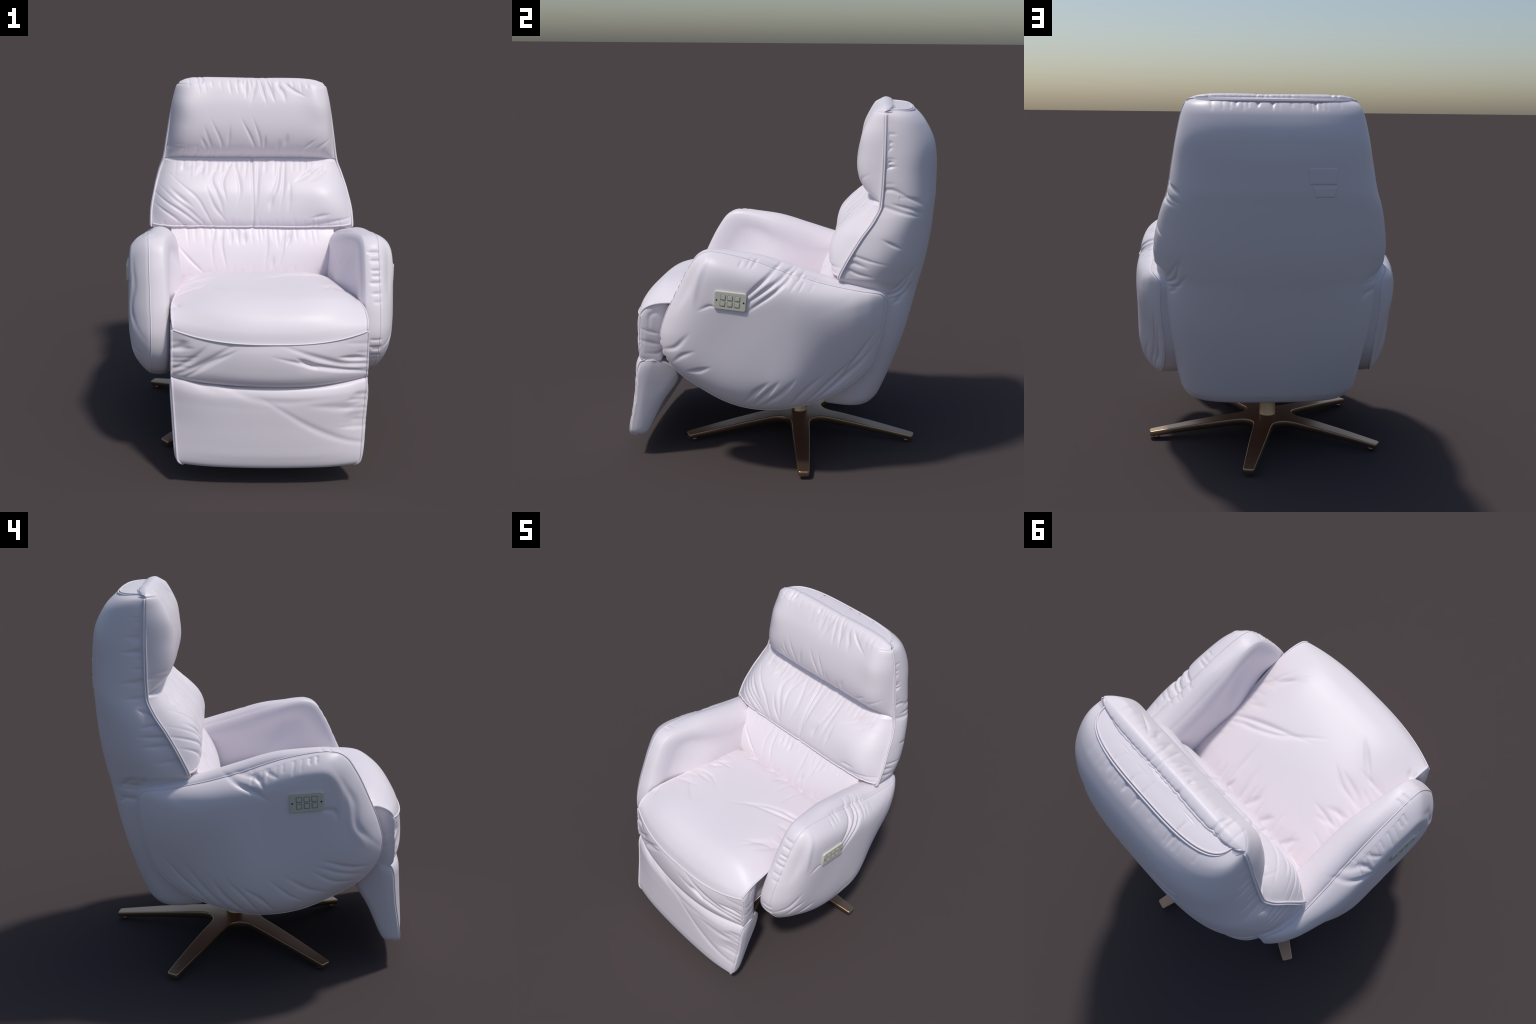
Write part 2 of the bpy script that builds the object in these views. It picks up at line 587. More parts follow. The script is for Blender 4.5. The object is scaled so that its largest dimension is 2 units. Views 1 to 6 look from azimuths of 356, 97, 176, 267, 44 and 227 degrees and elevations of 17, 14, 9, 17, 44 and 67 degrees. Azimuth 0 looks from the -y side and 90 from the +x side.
def shell_point(level, a):
    """a in [-1, 1]: from the +x front seam round the rear to the -x front seam."""
    level, a = np.broadcast_arrays(np.asarray(level, float), np.asarray(a, float))
    w, yf, zf, yr, zr, n = np.moveaxis(shell_row(level), -1, 0)
    th = (a + 1) * pi / 2
    c, s = np.cos(th), np.sin(th)
    rr = (np.abs(c) ** n + np.abs(s) ** n) ** (-1 / n)
    x, g = rr * c, rr * s
    body = spline([(0, 0), (4.8, 0), (5.2, 0.018), (5.5, 0.026), (6.0, 0.022), (7.0, 0.008), (8.0, 0), (13, 0)], level)
    w = w - body * smooth(g, 0.3, 0.85)
    puff = 1 + 0.022 * np.sin(pi * np.clip(g, 0, 1)) * smooth(level, 4.9, 6) * (1 - smooth(level, 11, 12))
    return np.stack([w * x * puff, yf + (yr - yf) * g, zf + (zr - zf) * g], -1)


def backrest():
    L = np.interp(np.linspace(0, 1, 430), [0, 0.06, 0.9, 1], [0, 1.0, 11.3, 12.6])
    A = np.linspace(-1, 1, 420)
    F = np.linspace(0, 1, 14)[1:-1]
    P = shell_point(L[None, :], A[:, None])
    P = dress(P, SHELL_FOLDS, False, 1.0 if grid_normals(P, False)[210, 200, 1] > 0 else -1.0,
              waves(P, 0.13, 0.0012, 5))
    front = P[-1][None] + (P[0] - P[-1])[None] * F[:, None, None]
    P = np.concatenate([P, front], 0)
    shell = loft_object("backrest_shell", lean(P), LEATHER, chair)
    lv = np.linspace(5.35, 11.5, 200)
    curves = []
    for s in (-1.0, 1.0):
        c = shell_point(lv, np.full_like(lv, s))
        c[:, 0] *= 1.004
        c[:, 1] -= 0.004
        c2 = c.copy()
        c2[:, 1] += 0.010
        c2[:, 0] *= 1.006
        curves += [(lean(c), False), (lean(c2), False)]
    piping_object("backrest_piping", curves, 0.0050, shell)
    a = np.linspace(-0.985, 0.985, 160)
    c = shell_point(np.full_like(a, 11.92), a)
    c[:, 2] += 0.003
    piping_object("top_piping", [(lean(c), False), (lean(c + [0, 0.010, -0.006]), False)], 0.0042, shell)
    # two thin patches on the rear
    for name, x0, x1, z0, z1, bev in (("rear_flap", -0.335, -0.186, 1.553, 1.635, 0.006), ("rear_tab", -0.332, -0.208, 1.489, 1.541, 0.012)):
        U, V = np.meshgrid(np.linspace(0, 1, 40), np.linspace(0, 1, 24), indexing="ij")
        z = z0 + (z1 - z0) * V
        inset = bev * (1 - V)
        x = (x0 + inset) + (x1 - x0 - 2 * inset) * U + 0.025
        lvl = np.interp(z, shell_row(np.linspace(6, 11, 200))[:, 4], np.linspace(6, 11, 200))
        row = shell_row(lvl)
        n = row[..., 5]
        g = (1 - np.abs(x / row[..., 0]) ** n) ** (1 / n)
        y = row[..., 1] + (row[..., 3] - row[..., 1]) * g
        edge = np.minimum(np.minimum(U, 1 - U) * (x1 - x0), np.minimum(V, 1 - V) * (z1 - z0))
        y = y + 0.0005 + 0.0016 * smooth(edge, 0, 0.006)
        pad_object(name, lean(np.stack([x, y, z], -1)), (0, -0.012, 0), LEATHER, shell)
    return shell


def seam_at(z):
    """front seam of the shell: half width and y at height z"""
    lv = np.linspace(5.4, 11.6, 300)
    r = shell_row(lv)
    return np.interp(z, r[:, 2], r[:, 0]), np.interp(z, r[:, 2], r[:, 1])


def front_cushion(name, profile, nu, nv, power, corner_z, folds, swell_seed, parent=None, pinch=0.0, hollow=0.0):
    """Cushion on the front of the backrest: centre profile (y, z), edges on the shell seam."""
    prof = path(profile, nv)
    u = np.linspace(-1, 1, nu)
    u = np.sign(u) * (1 - (1 - np.abs(u)) ** 1.35)
    pz = prof[:, 1]
    ez = np.clip(pz, *corner_z)
    w, ys = seam_at(ez)
    bulge = 1 - np.abs(u)[:, None] ** power
    roll = (1 - np.abs(u)[:, None] ** (10 if name == 'head_cushion' else 7))
    P = np.zeros((nu, nv, 3))
    P[..., 0] = u[:, None] * (w[None] - 0.002 + (0.009 * smooth(ez, 1.55, 1.85) if name == 'head_cushion' else 0))
    P[..., 1] = ys[None] + (prof[None, :, 0] - ys[None]) * bulge
    P[..., 2] = ez[None] + (pz - ez)[None] * roll
    dip = np.clip((pz - corner_z[0]) / (corner_z[1] - corner_z[0]), 0, 1)
    P[..., 1] += hollow * np.sin(pi * dip ** 1.7)[None] * np.exp(-(u / 0.5) ** 2)[:, None]
    if name == "head_cushion":
        P[..., 1] -= 0.016 * (smooth(pz, 1.72, 1.86) * (1 - smooth(pz, 1.965, 1.995)))[None] * np.exp(-((np.abs(u) - 0.84) / 0.16) ** 2)[:, None]
    if hollow:
        P[..., 1] -= 0.016 * np.sin(pi * np.clip(dip * 1.25, 0, 1))[None] * np.exp(-((np.abs(u) - 0.78) / 0.22) ** 2)[:, None]
    sg = -1.0 if grid_normals(P, False)[nu // 2, nv // 2, 1] > 0 else 1.0
    h = waves(P, 0.12, 0.0016, swell_seed)
    rim = np.minimum(1, (1 - np.abs(u))[:, None] * 12)
    P = dress(P, folds, False, sg, h * rim)
    if pinch:
        P[..., 1] += pinch * np.exp(-(P[..., 0] / 0.007) ** 2)
    return P


def back_cushions():
    head = front_cushion("head_cushion", [(0.602, 1.974), (0.598, 1.988), (0.578, 1.998), (0.555, 2.000), (0.530, 1.988), (0.505, 1.960), (0.475, 1.912),
                                          (0.447, 1.855), (0.425, 1.78), (0.415, 1.71), (0.418, 1.65), (0.432, 1.60), (0.456, 1.56),
                                          (0.490, 1.527), (0.525, 1.507), (0.56, 1.51)], 320, 240, 11.0, (1.492, 1.965), HEAD_FOLDS, 21)
    o = pad_object("head_cushion", lean(head), (0, 0.06, 0), LEATHER, chair)
    piping_object("head_piping", [(lean(head[8:-8, 0] + [0, 0.002, 0.002]), False)], 0.0065, o)
    lum = front_cushion("lumbar_cushion", [(0.54, 1.545), (0.495, 1.51), (0.428, 1.45), (0.366, 1.39), (0.320, 1.33), (0.297, 1.27), (0.288, 1.21), (0.289, 1.16),
                                           (0.301, 1.128), (0.322, 1.110), (0.35, 1.113)], 320, 210, 9.0, (1.135, 1.49), LUMBAR_FOLDS, 22, pinch=0.012, hollow=0.012)
    o = pad_object("lumbar_cushion", lean(lum), (0, 0.08, 0), LEATHER, chair)
    piping_object("lumbar_piping", [(lean(lum[3:-3, -22] + [0, -0.002, -0.002]), False)], 0.0048, o)
    # lower panel between the arms
    prof = path([(0.35, 1.16), (0.310, 1.12), (0.262, 1.06), (0.218, 0.985), (0.192, 0.91), (0.182, 0.85), (0.19, 0.78)], 130)
    u = np.linspace(-1, 1, 260)
    P = np.zeros((260, 130, 3))
    P[..., 0] = u[:, None] * 0.50
    P[..., 1] = prof[None, :, 0] + 0.01 * np.abs(u)[:, None] ** 6
    P[..., 2] = prof[None, :, 1]
    sg = -1.0 if grid_normals(P, False)[130, 65, 1] > 0 else 1.0
    P = dress(P, LOW_FOLDS, False, sg, waves(P, 0.12, 0.0015, 23))
    pad_object("lower_back_cushion", lean(P), (0, 0.10, 0), LEATHER, chair)


# ================================================================== SEAT
def seat():
    nu, nv = 340, 330
    c = path([(0.26, 0.80), (0.19, 0.842), (0.10, 0.900), (-0.1, 0.962), (-0.3, 0.991), (-0.45, 1.001), (-0.56, 1.000), (-0.655, 0.984),
              (-0.735, 0.936), (-0.788, 0.868), (-0.810, 0.807)], nv)
    e = path([(0.26, 0.79), (0.18, 0.82), (0.08, 0.85), (-0.1, 0.880), (-0.3, 0.905), (-0.45, 0.920), (-0.57, 0.924), (-0.64, 0.915),
              (-0.69, 0.893), (-0.715, 0.868), (-0.722, 0.850)], nv)
    hw = spline([(-0.8, 0.498), (-0.722, 0.500), (-0.68, 0.506), (-0.6, 0.507), (-0.45, 0.495), (-0.3, 0.480), (0.3, 0.470)], e[:, 0])
    u = np.linspace(-1, 1, nu)
    u = np.sign(u) * (1 - (1 - np.abs(u)) ** 1.3)
    a = np.abs(u)[:, None]
    vv = np.linspace(0, 1, nv)[None]
    pw = 4.6 - 2.0 * smooth(vv, 0.70, 1.0)
    k = 1 - a ** pw
    P = np.zeros((nu, nv, 3))
    P[..., 0] = u[:, None] * hw[None]
    P[..., 1] = e[None, :, 0] + (c - e)[None, :, 0] * k
    P[..., 2] = e[None, :, 1] + (c - e)[None, :, 1] * k
    P[..., 2] += 0.034 * P[..., 0] * smooth(-P[..., 1], 0.2, 0.5) * (1 - smooth(-P[..., 1], 0.62, 0.72)) * k
    sg = 1.0 if grid_normals(P, False)[nu // 2, nv // 2, 2] > 0 else -1.0
    P = dress(P, SEAT_FOLDS, False, sg, waves(P, 0.14, 0.0016, 31))
    o = pad_object("seat_cushion", lean(P), (0, 0.0, 0.0), LEATHER, chair)
    seam = P[:, -1]
    piping_object("seat_seam", [(lean(seam + [0, -0.002, 0.0]), False)], 0.0035, o)
    side = np.concatenate([P[0, 170:]])
    side2 = P[-1, 170:]
    piping_object("seat_piping", [(lean(side), False), (lean(side2), False)], 0.0055, o)
    return seam


def leg_block(name, front_c, front_e, back, nu, nf, folds, seed, power, hw_top, hw_bot, lining=False):
    """Cushion block spanning the chair's width; closed section front + back, side panels capped."""
    c = path(front_c, nf)
    e = path(front_e, nf)
    u = np.linspace(-1, 1, nu)
    u = np.sign(u) * (1 - (1 - np.abs(u)) ** 1.3)
    k = (1 - np.abs(u) ** power)[:, None]
    t = np.linspace(0, 1, nf)[None]
    hw = hw_top + (hw_bot - hw_top) * t - (0.03 * smooth(t, 0.86, 1.0) ** 2 if name == 'footrest' else 0)
    hw_bot = hw[0, -1]
    F = np.zeros((nu, nf, 3))
    F[..., 0] = u[:, None] * hw
    F[..., 1] = e[None, :, 0] + (c - e)[None, :, 0] * k
    F[..., 2] = e[None, :, 1] + (c - e)[None, :, 1] * k
    sg = -1.0 if grid_normals(F, False)[nu // 2, nf // 2, 1] > 0 else 1.0
    F = dress(F, folds, False, sg, waves(F, 0.12, 0.0018, seed))
    # closed ring per u: front, then back line from bottom to top
    b = path(back, 60)
    B = np.zeros((nu, 60, 3))
    o_ = np.argsort(e[:, 1])
    HWZ = np.broadcast_to(hw, (1, nf))[0]

    def reach(y, z):
        """half width of the side panel: a padded roll at the front, drawn in behind it"""
        behind = np.clip(y - np.interp(z, e[o_, 1], e[o_, 0]) - 0.035, 0, 1)
        return np.interp(z, e[o_, 1], HWZ[o_]) - (0.34 if name == 'footrest' else 0.45) * behind ** 2 / (behind + 0.03)

    B[..., 0] = u[:, None] * reach(b[:, 0], b[:, 1])[None]
    B[..., 1] = b[None, :, 0]
    B[..., 2] = b[None, :, 1]
    ring = np.concatenate([F, B], 1)                      # (nu, nring, 3)
    caps = []
    m = ring[:, :, :].mean(1)
    for end, s in ((0, -1), (-1, 1)):
        rows = []
        base = ring[end]
        cen = base.mean(0)
        for q in np.linspace(0.985, 0.05, 26):
            r = cen + (base - cen) * q
            r[:, 0] = s * (reach(r[:, 1], r[:, 2]) + (0.016 if name == 'footrest' else 0.008) * (1 - q ** 8))
            rows.append(r)
        caps.append(np.array(rows))
    G = np.concatenate([caps[0][::-1], ring, caps[1]], 0)
    G = np.moveaxis(G, 0, 1)                              # wrap along ring, v along x
    G = dress(G, BLOCK_SIDE_FOLDS.get(name, []), True, 1.0)
    o = loft_object(name, lean(G), LEATHER, chair)
    piping_object(name + "_piping", [(lean(F[0]), False), (lean(F[-1]), False)], 0.0055, o)
    return o


def leg_rest(seam):
    s_c, s_e = seam[len(seam) // 2], seam[0]
    leg_block("seat_front", [(s_c[1], s_c[2]), (-0.825, 0.755), (-0.832, 0.68), (-0.827, 0.615), (-0.804, 0.572), (-0.77, 0.555)],
              [(s_e[1], s_e[2]), (-0.727, 0.79), (-0.733, 0.71), (-0.735, 0.65), (-0.727, 0.605), (-0.712, 0.588)],
              [(-0.62, 0.578), (-0.60, 0.64), (-0.60, 0.72), (-0.58, 0.80), (-0.56, 0.88), (-0.61, 0.915), (-0.69, 0.892)],
              300, 120, FRONT_FOLDS, 41, 2.3, 0.506, 0.510)
    leg_block("footrest", [(-0.76, 0.560), (-0.792, 0.553), (-0.814, 0.52), (-0.823, 0.45), (-0.830, 0.35), (-0.838, 0.25), (-0.842, 0.18),
                           (-0.833, 0.125), (-0.810, 0.106), (-0.785, 0.104)],
              [(-0.700, 0.590), (-0.722, 0.584), (-0.740, 0.55), (-0.752, 0.46), (-0.765, 0.36), (-0.785, 0.26), (-0.800, 0.18),
               (-0.800, 0.135), (-0.787, 0.118), (-0.775, 0.114)],
              [(-0.735, 0.118), (-0.705, 0.155), (-0.62, 0.33), (-0.540, 0.47), (-0.56, 0.53), (-0.60, 0.572), (-0.66, 0.592)],
              300, 190, FOOT_FOLDS, 42, 3.2, 0.510, 0.480)


def under_frame():
    """Lining box that carries the cushions (hidden between the arms)."""
    prof = [(0.40, 0.45), (0.30, 0.50), (0.0, 0.60), (-0.40, 0.65), (-0.55, 0.63), (-0.64, 0.605), (-0.665, 0.70), (-0.65, 0.83), (-0.45, 0.89), (0.0, 0.86), (0.30, 0.80), (0.45, 0.70)]
    s = path(prof, 90, closed=True)
    xs = np.linspace(-0.44, 0.44, 12)
    G = np.zeros((90, 12, 3))
    G[..., 0] = xs[None]
    G[..., 1:] = s[:, None]
    loft_object("seat_frame", lean(G), LEATHER, chair)


# ================================================================== FOLDS
def creases(plane, width, depth, facing, *strokes):
    """Leather folds: each stroke is a short path in the named plane; depth < 0 is a valley."""
    r = np.random.default_rng(len(strokes) * 13 + int(width * 1e4))
    return [Fold(plane, s, width * r.uniform(0.85, 1.25), depth * r.uniform(0.75, 1.25), facing=facing) for s in strokes]


def gathers(plane, a, b, count, length, width, depth, facing, seed):
    """Short puckers that start on the seam line a-b and run along vector `length`."""
    r = np.random.default_rng(seed)
    a, b, v = np.array(a), np.array(b), np.array(length)
    out = []
    for t in (np.arange(count) + r.uniform(0.2, 0.8, count)) / count:
        p = a + (b - a) * t
        out.append(Fold(plane, [p, p + v * r.uniform(0.5, 1.1)], width * r.uniform(0.8, 1.2), depth * r.uniform(0.4, 1.2), ends=(0, 1), facing=facing, strict=0.45))
    return out


OUT, LEFT, FRONT_, UP, REAR_ = (1, 0, 0), (-1, 0, 0), (0, -1, 0), (0, 0, 1), (0, 1, 0)
ARM_FOLDS = {1: creases("yz", 0.030, -0.007, OUT,
            [(-0.387, 1.164), (-0.444, 1.055), (-0.481, 0.981)])
    + creases("yz", 0.026, 0.006, OUT,
            [(-0.344, 1.201), (-0.380, 1.115), (-0.396, 1.021)])
    + creases("yz", 0.014, -0.007, OUT,
            [(-0.558, 0.710), (-0.507, 0.731), (-0.448, 0.793)],
            [(-0.508, 0.656), (-0.472, 0.688), (-0.421, 0.713)],
            [(-0.423, 0.601), (-0.379, 0.611), (-0.336, 0.628)],
            [(-0.112, 0.465), (-0.069, 0.513), (-0.027, 0.551)],
            [(-0.061, 0.450), (-0.010, 0.507), (0.031, 0.554)],
            [(-0.010, 0.444), (0.057, 0.502), (0.107, 0.558)],
            [(0.125, 0.452), (0.191, 0.527), (0.256, 0.584)],
            [(0.217, 0.466), (0.307, 0.552), (0.387, 0.635)],
            [(0.275, 0.479), (0.373, 0.564), (0.436, 0.638)],
            [(0.341, 0.527), (0.437, 0.620), (0.516, 0.720)],
            [(0.388, 0.600), (0.467, 0.718), (0.513, 0.789)])
    + creases("yz", 0.013, -0.011, OUT,
            [(-0.113, 1.043), (-0.031, 1.122), (0.026, 1.174)],
            [(-0.088, 1.022), (0.010, 1.098), (0.083, 1.152)],
            [(-0.079, 0.984), (0.027, 1.065), (0.108, 1.144)])
    + creases("yz", 0.008, -0.004, OUT,
            [(-0.154, 1.209), (-0.166, 1.184)],
            [(-0.113, 1.211), (-0.129, 1.181)],
            [(-0.080, 1.208), (-0.101, 1.178)],
            [(0.164, 1.146), (0.133, 1.103)],
            [(-0.363, 0.955), (-0.312, 0.979), (-0.283, 0.975)])
    + gathers("xz", (0.604, 0.93), (0.600, 1.20), 7, (-0.055, 0.0), 0.009, -0.006, FRONT_, 3)
    + gathers("xz", (0.600, 0.60), (0.604, 0.76), 5, (-0.05, 0.0), 0.009, -0.005, FRONT_, 4)
    + gathers("yz", (0.0, 1.165), (0.25, 1.10), 6, (-0.03, -0.05), 0.008, -0.003, OUT, 5),
    -1: creases("yz", 0.013, -0.006, OUT,
            [(0.156, 1.126), (0.093, 1.097), (0.030, 1.075)],
            [(0.100, 1.141), (0.023, 1.134), (-0.005, 1.105)],
            [(0.030, 1.149), (0.002, 1.127), (-0.009, 1.105)],
            [(0.093, 1.097), (0.022, 1.068), (-0.014, 1.046)],
            [(-0.025, 1.164), (-0.075, 1.142)],
            [(-0.307, 0.979), (-0.364, 0.972), (-0.380, 0.941)])
    + creases("yz", 0.030, 0.0045, OUT,
            [(-0.215, 1.157), (-0.328, 1.158), (-0.388, 1.077), (-0.398, 1.002)])
    + creases("yz", 0.024, -0.004, OUT,
            [(-0.416, 1.092), (-0.470, 1.002), (-0.483, 0.888), (-0.552, 0.812)])
    + creases("yz", 0.020, 0.003, OUT,
            [(-0.434, 1.009), (-0.454, 0.888), (-0.516, 0.796)])
    + creases("yz", 0.014, -0.006, OUT,
            [(-0.346, 0.703), (-0.450, 0.671), (-0.523, 0.663)],
            [(-0.318, 0.671), (-0.407, 0.640), (-0.496, 0.624)],
            [(-0.291, 0.640), (-0.380, 0.592), (-0.454, 0.584)],
            [(-0.160, 0.609), (-0.250, 0.553), (-0.309, 0.537)],
            [(-0.073, 0.593), (-0.155, 0.521), (-0.200, 0.497)],
            [(0.057, 0.553), (-0.017, 0.497), (-0.062, 0.449)],
            [(0.145, 0.593), (0.071, 0.514), (0.012, 0.441)],
            [(0.217, 0.577), (0.159, 0.498), (0.085, 0.433)],
            [(0.347, 0.641), (0.275, 0.546), (0.180, 0.450)],
            [(0.441, 0.656), (0.377, 0.578), (0.275, 0.482)])
    + gathers("yz", (-0.30, 1.235), (0.05, 1.145), 9, (0.01, -0.045), 0.008, -0.003, OUT, 6)
    + gathers("xy", (0.62, -0.36), (0.62, -0.30), 2, (-0.05, 0.0), 0.008, -0.003, UP, 8)}
SHELL_FOLDS = (creases("yz", 0.010, -0.006, OUT,
            [(0.543, 1.806), (0.592, 1.811)],
            [(0.544, 1.774), (0.589, 1.784)],
            [(0.543, 1.706), (0.599, 1.715)],
            [(0.544, 1.686), (0.608, 1.691)],
            [(0.548, 1.573), (0.604, 1.574), (0.687, 1.536)],
            [(0.559, 1.489), (0.624, 1.471), (0.723, 1.442)],
            [(0.624, 1.498), (0.722, 1.473)],
            [(0.573, 1.319), (0.647, 1.281)],
            [(0.396, 1.248), (0.487, 1.219), (0.545, 1.204)],
            [(0.389, 1.215), (0.472, 1.185)],
            [(0.373, 1.181), (0.432, 1.150), (0.490, 1.135)],
            [(0.542, 1.046), (0.592, 1.020), (0.674, 1.042), (0.719, 1.119)],
            [(0.610, 1.001), (0.676, 1.005), (0.722, 1.054)],
            [(0.636, 0.972), (0.676, 0.987)])
    + creases("yz", 0.012, -0.005, LEFT,
            [(0.630, 1.776), (0.552, 1.784)],
            [(0.654, 1.707), (0.553, 1.705)],
            [(0.655, 1.561), (0.546, 1.570)],
            [(0.640, 1.485), (0.546, 1.496)],
            [(0.577, 1.433), (0.514, 1.411)],
            [(0.561, 1.357), (0.467, 1.373)],
            [(0.561, 1.311), (0.436, 1.312)],
            [(0.546, 1.264), (0.420, 1.273)],
            [(0.483, 1.186), (0.373, 1.202)],
            [(0.678, 1.045), (0.582, 1.055)],
            [(0.679, 1.027), (0.567, 1.036)],
            [(0.682, 0.973), (0.593, 0.982)],
            [(0.564, 1.102), (0.582, 1.046)])
    + creases("xz", 0.011, -0.0045, REAR_,
            [(0.195, 1.974), (0.196, 1.939)],
            [(0.081, 1.971), (0.089, 1.935)],
            [(0.008, 1.972), (0.014, 1.936)],
            [(-0.205, 1.974), (-0.206, 1.923)],
            [(0.551, 1.041), (0.501, 1.128)],
            [(0.528, 0.987), (0.481, 1.014)],
            [(0.536, 1.535), (0.481, 1.495)],
            [(0.540, 1.470), (0.486, 1.446)],
            [(-0.517, 1.048), (-0.573, 1.092)],
            [(-0.471, 0.944), (-0.511, 0.975)])
    + gathers("yz", (0.552, 1.52), (0.556, 1.90), 9, (0.06, 0.0), 0.009, -0.0025, LEFT, 9)
    + gathers("yz", (0.552, 1.52), (0.556, 1.90), 6, (0.05, 0.0), 0.009, -0.002, OUT, 10)
    + gathers("xz", (-0.35, 1.955), (0.35, 1.955), 14, (0.0, -0.035), 0.010, -0.0015, UP, 12))
HEAD_FOLDS = (creases("xz", 0.012, -0.005, None,
            [(-0.287, 1.694), (-0.262, 1.618), (-0.237, 1.565)],
            [(-0.238, 1.727), (-0.200, 1.644), (-0.172, 1.547)],
            [(-0.308, 1.639), (-0.274, 1.574)],
            [(-0.349, 1.591), (-0.319, 1.546)],
            [(-0.055, 1.737), (-0.008, 1.646), (0.019, 1.586)],
            [(0.011, 1.737), (0.037, 1.663), (0.052, 1.586)],
            [(0.075, 1.655), (0.074, 1.577)],
            [(0.160, 1.630), (0.159, 1.559)],
            [(0.209, 1.665), (0.199, 1.596)],
            [(0.371, 1.632), (0.314, 1.588)],
            [(0.455, 1.625), (0.352, 1.552)],
            [(-0.524, 1.585), (-0.416, 1.591)],
            [(-0.142, 1.703), (-0.149, 1.593)])
    + creases("xz", 0.012, -0.006, None,
            [(-0.337, 1.998), (-0.334, 1.970)],
            [(-0.304, 1.999), (-0.309, 1.971)],
            [(0.020, 1.989), (0.009, 1.936), (-0.009, 1.873)],
            [(0.043, 1.996), (0.059, 1.937), (0.074, 1.882)],
            [(0.085, 1.993), (0.109, 1.930), (0.124, 1.891)],
            [(0.155, 1.961), (0.187, 1.915), (0.195, 1.884)],
            [(0.195, 1.976), (0.243, 1.939), (0.295, 1.912)],
            [(-0.038, 1.988), (-0.042, 1.905)],
            [(-0.095, 1.994), (-0.094, 1.973)]))
LUMBAR_FOLDS = (creases("xz", 0.013, -0.0062, None,
            [(-0.556, 1.230), (-0.478, 1.184), (-0.412, 1.131)],
            [(-0.547, 1.285), (-0.444, 1.226), (-0.320, 1.131)],
            [(-0.510, 1.317), (-0.403, 1.242), (-0.303, 1.149)],
            [(-0.485, 1.340), (-0.386, 1.266)],
            [(-0.443, 1.381), (-0.344, 1.306), (-0.287, 1.211), (-0.253, 1.149)],
            [(-0.251, 1.374), (-0.202, 1.283), (-0.187, 1.227)],
            [(-0.269, 1.322), (-0.237, 1.251), (-0.186, 1.185)],
            [(-0.214, 1.470), (-0.250, 1.404), (-0.219, 1.338)],
            [(-0.138, 1.471), (-0.184, 1.389), (-0.169, 1.307)],
            [(-0.097, 1.456), (-0.080, 1.353), (-0.095, 1.275)],
            [(-0.375, 1.469), (-0.442, 1.447)],
            [(-0.299, 1.462), (-0.342, 1.425)],
            [(0.040, 1.487), (0.025, 1.354), (0.014, 1.236)],
            [(0.172, 1.473), (0.152, 1.384), (0.098, 1.276)],
            [(0.202, 1.473), (0.186, 1.369), (0.169, 1.269)],
            [(0.116, 1.308), (0.102, 1.236)],
            [(0.405, 1.467), (0.290, 1.407)],
            [(0.456, 1.452), (0.367, 1.407)],
            [(0.363, 1.142), (0.498, 1.161), (0.574, 1.170)],
            [(0.369, 1.187), (0.452, 1.205)],
            [(0.227, 1.355), (0.216, 1.237)]))
LOW_FOLDS = (creases("xz", 0.012, -0.006, None,
            [(-0.439, 0.997), (-0.374, 0.929), (-0.316, 0.874)],
            [(-0.236, 1.091), (-0.255, 1.012), (-0.249, 0.929)],
            [(-0.186, 1.091), (-0.193, 1.019), (-0.174, 0.922)],
            [(-0.131, 1.091), (-0.138, 1.041)],
            [(-0.097, 1.105), (-0.095, 1.048)],
            [(0.084, 1.091), (0.083, 1.012), (0.067, 0.922)],
            [(0.194, 1.092), (0.180, 1.012), (0.160, 0.937)],
            [(0.237, 1.099), (0.206, 1.027)],
            [(0.119, 0.960), (0.109, 0.898)],
            [(-0.051, 1.084), (-0.054, 1.041)]))
SEAT_FOLDS = (creases("xy", 0.017, -0.005, UP,
            [(0.397, -0.114), (0.270, -0.166), (0.086, -0.245)],
            [(0.358, -0.101), (0.268, -0.121)],
            [(0.401, -0.206), (0.327, -0.241)],
            [(0.444, -0.335), (0.363, -0.402), (0.311, -0.497)],
            [(0.439, -0.344), (0.375, -0.483)],
            [(-0.403, -0.080), (-0.317, -0.046)],
            [(-0.418, -0.236), (-0.287, -0.245), (-0.225, -0.275)],
            [(-0.455, -0.382), (-0.321, -0.377)],
            [(-0.417, -0.152), (-0.331, -0.119)],
            [(-0.027, 0.153), (-0.006, 0.054)],
            [(0.059, 0.184), (0.089, 0.012)],
            [(0.171, 0.138), (0.183, -0.059)],
            [(-0.501, -0.544), (-0.466, -0.600)],
            [(-0.525, -0.578), (-0.504, -0.621)])
    + creases("xy", 0.016, -0.006, UP,
            [(0.452, -0.353), (0.303, -0.474)],
            [(0.398, -0.074), (0.179, -0.167), (0.042, -0.279)],
            [(0.413, -0.112), (0.175, -0.210)],
            [(-0.274, -0.081), (-0.381, -0.076)],
            [(-0.401, -0.267), (-0.271, -0.295)],
            [(-0.227, -0.482), (-0.376, -0.362)],
            [(-0.020, 0.108), (0.012, 0.174)],
            [(-0.145, 0.126), (-0.102, 0.181)],
            [(0.150, 0.146), (0.165, 0.204)],
            [(-0.316, 0.119), (-0.263, 0.187)]))
FRONT_FOLDS = (creases("xz", 0.017, -0.009, None,
            [(-0.491, 0.753), (-0.433, 0.790)],
            [(-0.483, 0.649), (-0.408, 0.703), (-0.358, 0.754)],
            [(-0.449, 0.632), (-0.349, 0.691), (-0.234, 0.773)],
            [(-0.408, 0.625), (-0.300, 0.705), (-0.226, 0.746)],
            [(0.488, 0.707), (0.373, 0.725)],
            [(0.481, 0.676), (0.356, 0.696), (0.265, 0.726), (0.134, 0.772)],
            [(0.464, 0.638), (0.286, 0.678), (0.110, 0.719)],
            [(0.144, 0.726), (0.223, 0.684)]))
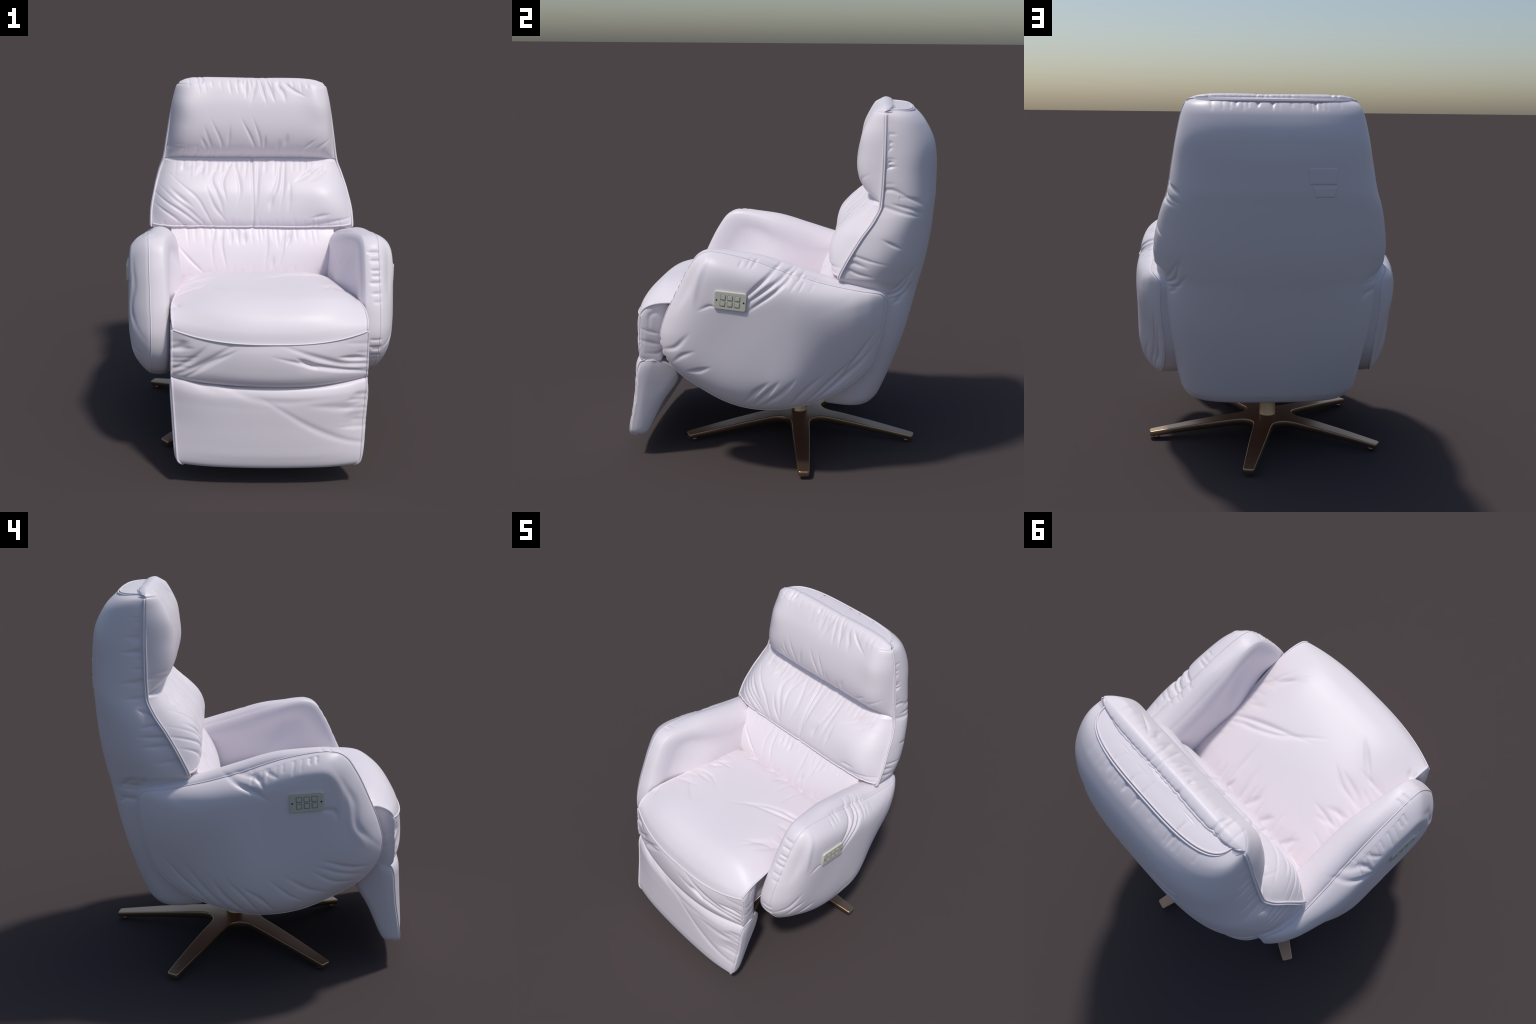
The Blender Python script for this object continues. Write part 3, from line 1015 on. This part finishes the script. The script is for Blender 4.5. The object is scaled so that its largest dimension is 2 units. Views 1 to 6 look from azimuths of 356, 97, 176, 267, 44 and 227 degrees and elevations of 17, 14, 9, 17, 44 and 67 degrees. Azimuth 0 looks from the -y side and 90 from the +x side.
FOOT_FOLDS = (creases("xz", 0.024, -0.004, None,
            [(0.504, 0.507), (0.418, 0.494)],
            [(0.497, 0.471), (0.402, 0.454), (0.248, 0.465)],
            [(0.501, 0.402), (0.396, 0.393)],
            [(0.494, 0.356), (0.388, 0.366)],
            [(0.040, 0.455), (0.208, 0.354), (0.393, 0.273), (0.501, 0.246)],
            [(-0.234, 0.568), (-0.098, 0.513), (0.073, 0.492), (0.246, 0.503)],
            [(-0.409, 0.583), (-0.300, 0.546)]))
BLOCK_SIDE_FOLDS = {"seat_front": creases("yz", 0.013, -0.0035, OUT,
            [(-0.706, 0.770), (-0.631, 0.742)],
            [(-0.715, 0.707), (-0.632, 0.680)],
            [(-0.675, 0.787), (-0.666, 0.849), (-0.606, 0.874)],
            [(-0.710, 0.598), (-0.618, 0.634)]) + creases("yz", 0.013, -0.003, LEFT,
            [(-0.706, 0.770), (-0.631, 0.742)],
            [(-0.715, 0.707), (-0.632, 0.680)])}

# fine gathers fanning from the seams
HEAD_FOLDS += (gathers("xz", (-0.46, 1.515), (0.46, 1.515), 22, (0.012, 0.075), 0.010, -0.0022, None, 31)
               + gathers("xz", (-0.40, 1.985), (0.40, 1.985), 18, (0.010, -0.06), 0.010, -0.0020, None, 32))
LUMBAR_FOLDS += (gathers("xz", (-0.48, 1.50), (0.48, 1.50), 24, (-0.012, -0.08), 0.010, -0.0024, None, 33)
                 + gathers("xz", (-0.55, 1.125), (0.55, 1.125), 20, (-0.01, 0.06), 0.010, -0.0020, None, 34))
LOW_FOLDS += (gathers("xz", (-0.42, 1.11), (0.42, 1.11), 20, (0.006, -0.08), 0.010, -0.0022, None, 35)
              + gathers("xz", (-0.42, 0.86), (0.42, 0.86), 16, (0.01, 0.05), 0.010, -0.0018, None, 36))
SEAT_FOLDS += (gathers("xy", (-0.42, 0.17), (0.42, 0.17), 16, (0.012, -0.09), 0.013, -0.0024, UP, 37)
               + gathers("xy", (0.46, -0.42), (0.46, 0.05), 9, (-0.10, -0.015), 0.014, -0.0024, UP, 38)
               + gathers("xy", (-0.46, -0.42), (-0.46, 0.05), 9, (0.10, -0.015), 0.014, -0.0024, UP, 39))
FRONT_FOLDS += (gathers("xz", (0.50, 0.62), (0.50, 0.80), 5, (-0.10, 0.012), 0.012, -0.003, None, 40)
                + gathers("xz", (-0.50, 0.62), (-0.50, 0.80), 5, (0.10, 0.015), 0.012, -0.003, None, 41))
FOOT_FOLDS += gathers("xz", (0.50, 0.30), (0.50, 0.55), 5, (-0.11, 0.01), 0.013, -0.0025, None, 42)

arms()
backrest()
back_cushions()
leg_rest(seat())
under_frame()
